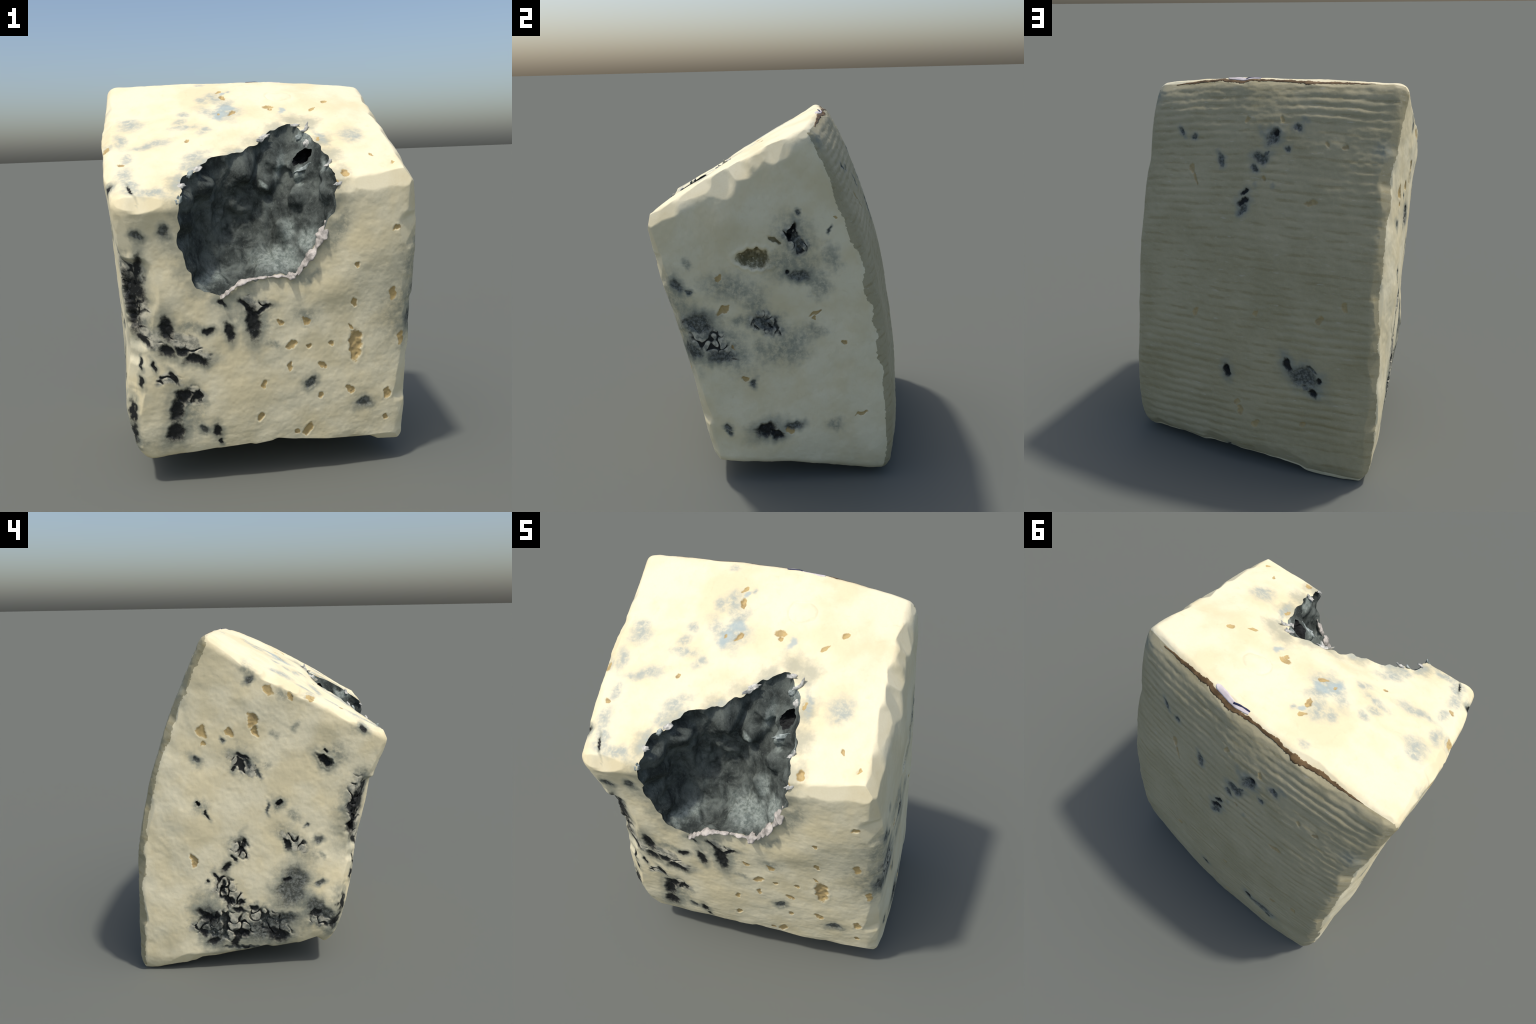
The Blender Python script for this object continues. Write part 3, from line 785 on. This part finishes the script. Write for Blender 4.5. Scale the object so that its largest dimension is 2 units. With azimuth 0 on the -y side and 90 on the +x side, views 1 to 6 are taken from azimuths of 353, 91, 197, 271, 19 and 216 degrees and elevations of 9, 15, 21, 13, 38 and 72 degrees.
def extract(name, wanted, parent):
    polys = np.where(wanted)[0]
    if len(polys) == 0:
        return None
    loops = wanted[poly_of_loop]
    used, local = np.unique(corner[loops], return_inverse=True)
    me = bpy.data.meshes.new(name)
    me.vertices.add(len(used)); me.vertices.foreach_set("co", P[used].ravel())
    me.loops.add(int(loops.sum())); me.loops.foreach_set("vertex_index", local.ravel().astype(np.int32))
    t = total[polys]
    me.polygons.add(len(polys)); me.polygons.foreach_set("loop_start", np.concatenate([[0], np.cumsum(t)[:-1]]).astype(np.int32))
    kinds, slot = np.unique(material[polys], return_inverse=True)
    for i in kinds:
        me.materials.append(MATERIALS[i])
    me.polygons.foreach_set("material_index", slot.ravel().astype(np.int32))
    me.polygons.foreach_set("use_smooth", np.ones(len(polys), bool))
    me.update(calc_edges=True)
    me.normals_split_custom_set(normals[loops].tolist())
    ob = bpy.data.objects.new(name, me)
    scene.collection.objects.link(ob)
    ob.parent = parent
    return ob


root = bpy.data.objects.new("blue_cheese_block", None)
scene.collection.objects.link(root)
root["label"] = "cream block of blue cheese with dark mouldy cave and ridged rind"
root["category"] = "blue cheese"

paste = extract("paste", region == 0, root)
rind = extract("rind", region == 1, root)
cave = extract("mould_cave", region == 2, root)
pocket = extract("dark_pocket", region == 3, cave)
NAMES = {"black_mould": "mould_patch", "grey_mould": "mould_patch", "amber_pit": "whey_pit", "dark_hollow": "hollow"}
for k in np.unique(region[region >= 10]):
    m = MARKS[k - 10]
    extract(NAMES[m["kind"]], region == k, rind if m["face"] == "rind" else paste)

# ----------------------------------------------------------------------------
# 8. Loose bits: curled lip and flakes on the rim of the cave, torn wrapper strip
# ----------------------------------------------------------------------------
def add_part(name, points, faces, mat, parent, smooth_shade=True):
    me = new_mesh(name, points, faces)
    me.materials.append(mat)
    me.polygons.foreach_set("use_smooth", np.full(len(me.polygons), smooth_shade))
    ob = bpy.data.objects.new(name, me)
    scene.collection.objects.link(ob)
    ob.parent = parent
    return ob


def spline(points, count):
    points = np.array(points, float)
    t = np.linspace(0, len(points) - 1.001, count)
    i = t.astype(int); f = (t - i)[:, None]
    get = lambda k: points[np.clip(k, 0, len(points) - 1)]
    a, b, c, d = get(i - 1), get(i), get(i + 1), get(i + 2)
    return 0.5 * (2 * b + (c - a) * f + (2 * a - 5 * b + 4 * c - d) * f ** 2 + (3 * b - a - 3 * c + d) * f ** 3)


def tube(path, wide, thick, up, seed, sides=16):
    """Loft of flattened, uneven cross-sections along a path."""
    n = len(path)
    tangent = np.gradient(path, axis=0); tangent /= np.linalg.norm(tangent, axis=1, keepdims=True)
    side = np.cross(tangent, up); side /= np.linalg.norm(side, axis=1, keepdims=True)
    lift = np.cross(side, tangent)
    angle = np.arange(sides) / sides * math.tau
    taper = np.sin(np.linspace(0.12, math.pi - 0.12, n)) ** 0.5
    wob = 1 + 0.75 * noise(path, 35.0, seed) + 0.3 * noise(path, 95.0, seed + 1)
    pts = path[:, None] + (taper * wob * wide)[:, None, None] * np.cos(angle)[None, :, None] * side[:, None] \
        + (taper * wob * thick)[:, None, None] * np.sin(angle)[None, :, None] * lift[:, None]
    pts = pts.reshape(-1, 3)
    pts = pts + np.stack([noise(pts, 60.0, seed + k) for k in (5, 6, 7)], 1) * thick * 0.35
    g = np.arange(n * sides).reshape(n, sides); r = np.roll(g, -1, 1)
    faces = np.stack([g[:-1], r[:-1], r[1:], g[1:]], -1).reshape(-1, 4).tolist()
    faces += [g[0][::-1].tolist(), g[-1].tolist()]
    return pts, faces


LIP = plain_material("dried_lip", (0.22, 0.205, 0.185), (0.52, 0.48, 0.43), 30.0)
FLAKE = plain_material("pale_flake", (0.26, 0.27, 0.25), (0.62, 0.60, 0.54), 45.0)
MOULD_FLAKE = plain_material("mould_flake", (0.14, 0.17, 0.16), (0.34, 0.38, 0.36), 45.0)
BROWN = plain_material("brown_wrapper", (0.085, 0.050, 0.020), (0.17, 0.105, 0.045), 25.0)
MAUVE = plain_material("pale_label", (0.56, 0.50, 0.50), (0.66, 0.60, 0.59), 18.0)
NAVY = plain_material("navy_ink", (0.012, 0.016, 0.05), (0.03, 0.035, 0.09), 40.0)

for path in ([(-0.213, -0.640, 0.975), (-0.175, -0.645, 1.000), (-0.13, -0.648, 1.033), (-0.07, -0.648, 1.052), (0.0, -0.645, 1.058)],
             [(0.005, -0.642, 1.058), (0.06, -0.640, 1.060), (0.115, -0.640, 1.055), (0.150, -0.642, 1.072)],
             [(0.140, -0.642, 1.062), (0.165, -0.645, 1.10), (0.205, -0.655, 1.150), (0.238, -0.660, 1.205), (0.262, -0.660, 1.255), (0.276, -0.660, 1.30)]):
    pts, faces = tube(spline(path, 60), 0.020, 0.008, np.array([0.0, -0.35, 1.0]), 400 + len(path))
    add_part("curled_lip", pts, faces, LIP, cave)


def shard(size, seed, steps=14):
    """A small bent, ragged chip of cheese lying in its own x-y plane."""
    local = np.random.default_rng(seed)
    u, v = np.meshgrid(np.linspace(-1, 1, steps), np.linspace(-1, 1, steps), indexing="ij")
    x, y = u * np.sqrt(1 - v ** 2 / 2), v * np.sqrt(1 - u ** 2 / 2)
    a = np.arctan2(y, x)
    ragged = 1 + sum(local.uniform(-0.10, 0.10) * np.cos(k * a + local.uniform(0, 6)) for k in range(2, 8))
    x, y = x * ragged * size[0], y * ragged * size[1]
    bend = local.uniform(-1, 1) * 0.5 * x ** 2 / size[0] + local.uniform(-0.4, 0.4) * x * y / size[1]
    edge = np.clip(1 - np.maximum(np.abs(u), np.abs(v)), 0, 1)
    half = size[2] * (0.25 + 0.75 * np.sqrt(edge))
    rough = noise(np.stack([x, y, bend], -1).reshape(-1, 3), 110.0, seed).reshape(x.shape) * size[2] * 0.5
    top = np.stack([x, y, bend + half + rough], -1).reshape(-1, 3)
    low = np.stack([x, y, bend - half + rough * 0.5], -1).reshape(-1, 3)
    g = np.arange(steps * steps).reshape(steps, steps)
    f = np.stack([g[:-1, :-1], g[1:, :-1], g[1:, 1:], g[:-1, 1:]], -1).reshape(-1, 4)
    loop = np.concatenate([g[:, 0], g[-1, 1:], g[-2::-1, -1], g[0, -2:0:-1]])
    nxt = np.roll(loop, -1)
    k = steps * steps
    wall = np.stack([loop + k, nxt + k, nxt, loop], -1)
    return np.concatenate([top, low]), np.concatenate([f, f[:, ::-1] + k, wall])


def place(points, at, toward, spin):
    z = Vector(toward).normalized()
    m = z.to_track_quat("Z", "Y").to_matrix() @ Matrix.Rotation(spin, 3, "Z")
    return points @ np.array(m).T + np.array(at)


UP_TOP = (0.0, -0.50, 0.86)
for i, (at, toward, spin, size, mat) in enumerate([
        ((-0.262, -0.562, 1.545), (-0.1, -0.7, 0.6), 0.6, (0.026, 0.014, 0.006), FLAKE),
        ((-0.345, -0.648, 1.482), (-0.2, -0.8, 0.5), 0.2, (0.022, 0.012, 0.006), FLAKE),
        ((-0.310, -0.610, 1.510), (-0.2, -0.9, 0.3), 1.0, (0.020, 0.012, 0.005), MOULD_FLAKE),
        ((0.062, -0.405, 1.675), (0.1, -0.8, 0.6), 0.5, (0.034, 0.010, 0.006), FLAKE),
        ((0.092, -0.388, 1.690), (0.0, -0.6, 0.8), 0.3, (0.030, 0.009, 0.005), FLAKE),
        ((0.198, -0.318, 1.744), UP_TOP, 0.2, (0.024, 0.011, 0.006), FLAKE),
        ((0.258, -0.342, 1.732), (-0.4, -0.5, 0.8), 1.45, (0.036, 0.009, 0.006), FLAKE),
        ((0.222, -0.405, 1.672), (-0.3, -0.8, 0.5), 1.1, (0.022, 0.016, 0.008), FLAKE),
        ((0.200, -0.370, 1.690), (-0.1, -0.9, 0.4), 0.8, (0.020, 0.014, 0.008), MOULD_FLAKE),
        ((0.318, -0.712, 1.462), (0.0, -0.7, 0.7), 0.4, (0.020, 0.010, 0.006), FLAKE),
        ((0.300, -0.610, 1.548), (-0.6, -0.4, 0.7), 1.3, (0.024, 0.010, 0.006), FLAKE),
        ((-0.362, -0.712, 1.418), (-0.2, -0.9, 0.2), 1.2, (0.020, 0.014, 0.007), MOULD_FLAKE),
        ((0.210, -0.470, 1.533), (-0.3, -0.75, 0.6), 0.45, (0.050, 0.011, 0.006), MOULD_FLAKE)]):
    pts, faces = shard(size, 500 + i)
    at = P[np.argmin(((P - np.array(at)) ** 2).sum(1))] + np.array(toward) * 0.002      # rest it on the rim
    add_part("flake", place(pts, at, toward, spin), faces, mat, cave)

# torn brown strip along the upper rear rim, with a scrap of printed label
top_rear = (P[:, 2] > 1.80) & (P[:, 1] > 0.02)
near_points = P[top_rear].astype(float)
near_normals = np.zeros_like(near_points)
vn = np.zeros_like(P); np.add.at(vn, corner, normals)
near_normals = vn[top_rear] / np.maximum(np.linalg.norm(vn[top_rear], axis=1, keepdims=True), 1e-9)


def drape(points, lift):
    out = np.empty_like(points)
    for i, p0 in enumerate(points):
        d = ((near_points - p0) ** 2).sum(1)
        k = np.argpartition(d, 12)[:12]
        w = 1 / (d[k] + 1e-6)
        n = (near_normals[k] * w[:, None]).sum(0); n /= np.linalg.norm(n)
        surface = (near_points[k] * w[:, None]).sum(0) / w.sum()
        out[i] = p0 + n * ((surface - p0) @ n + lift)
    return out


def ribbon(path, left, right, lift, across=5):
    """Closed thin strip draped over the block; left and right are widths along it."""
    tangent = np.gradient(path, axis=0); tangent /= np.linalg.norm(tangent, axis=1, keepdims=True)
    side = np.cross(tangent, np.array([0, 0.45, 0.9])); side /= np.linalg.norm(side, axis=1, keepdims=True)
    s = np.linspace(0, 1, across)
    offs = -left[:, None] * (1 - s) + right[:, None] * s
    pts = (path[:, None] + offs[..., None] * side[:, None]).reshape(-1, 3)
    upper, lower = drape(pts, lift), drape(pts, -0.004)
    n = len(path)
    g = np.arange(n * across).reshape(n, across)
    f = np.stack([g[:-1, :-1], g[1:, :-1], g[1:, 1:], g[:-1, 1:]], -1).reshape(-1, 4)
    loop = np.concatenate([g[:, 0], g[-1, 1:], g[-2::-1, -1], g[0, -2:0:-1]])
    k = n * across
    wall = np.stack([loop + k, np.roll(loop, -1) + k, np.roll(loop, -1), loop], -1)
    return np.concatenate([upper, lower]), np.concatenate([f, f[:, ::-1] + k, wall])


STRIP = [(0.54, 0.172, 1.942), (0.524, 0.174, 1.945), (0.425, 0.188, 1.960), (0.331, 0.201, 1.971), (0.251, 0.213, 1.977), (0.176, 0.232, 1.979),
         (0.113, 0.244, 1.981), (0.04, 0.243, 1.987), (-0.05, 0.249, 1.990), (-0.133, 0.258, 1.991), (-0.206, 0.270, 1.986),
         (-0.281, 0.270, 1.987), (-0.357, 0.262, 1.989), (-0.44, 0.265, 1.985), (-0.502, 0.265, 1.981), (-0.56, 0.264, 1.978)]
path = spline(STRIP, 260)
t = np.linspace(0, 1, 260)
taper = np.sin(np.clip(t, 0, 1) * math.pi) ** 0.4
body_w = np.interp(t, [0, 0.15, 0.35, 0.5, 0.7, 0.85, 1], [0.004, 0.011, 0.013, 0.006, 0.013, 0.011, 0.002])
left_w = taper * body_w * (1 + 0.5 * noise(path, 40.0, 601) + 0.4 * noise(path, 160.0, 602))
right_w = taper * body_w * (1 + 0.5 * noise(path, 40.0, 603) + 0.4 * noise(path, 160.0, 604))
pts, faces = ribbon(path, left_w, right_w, 0.0012)
add_part("wrapper_strip", pts, faces, BROWN, root)

path = spline([(0.225, 0.197, 1.984), (0.165, 0.212, 1.986), (0.10, 0.228, 1.988), (0.036, 0.226, 1.993)], 60)
t = np.linspace(0, 1, 60)
wide = np.interp(t, [0, 0.1, 0.4, 0.7, 1], [0.003, 0.012, 0.012, 0.008, 0.006]) * (1 + 0.2 * noise(path, 60.0, 611))
pts, faces = ribbon(path, wide, wide, 0.0022)
label = add_part("label_scrap", pts, faces, MAUVE, root)
path = spline([(0.116, 0.222, 1.988), (0.075, 0.219, 1.992), (0.036, 0.219, 1.995)], 40)
wide = 0.0032 * (1 + 0.5 * noise(path, 130.0, 621))
pts, faces = ribbon(path, wide, wide, 0.0036, 3)
add_part("ink_mark", pts, faces, NAVY, label)
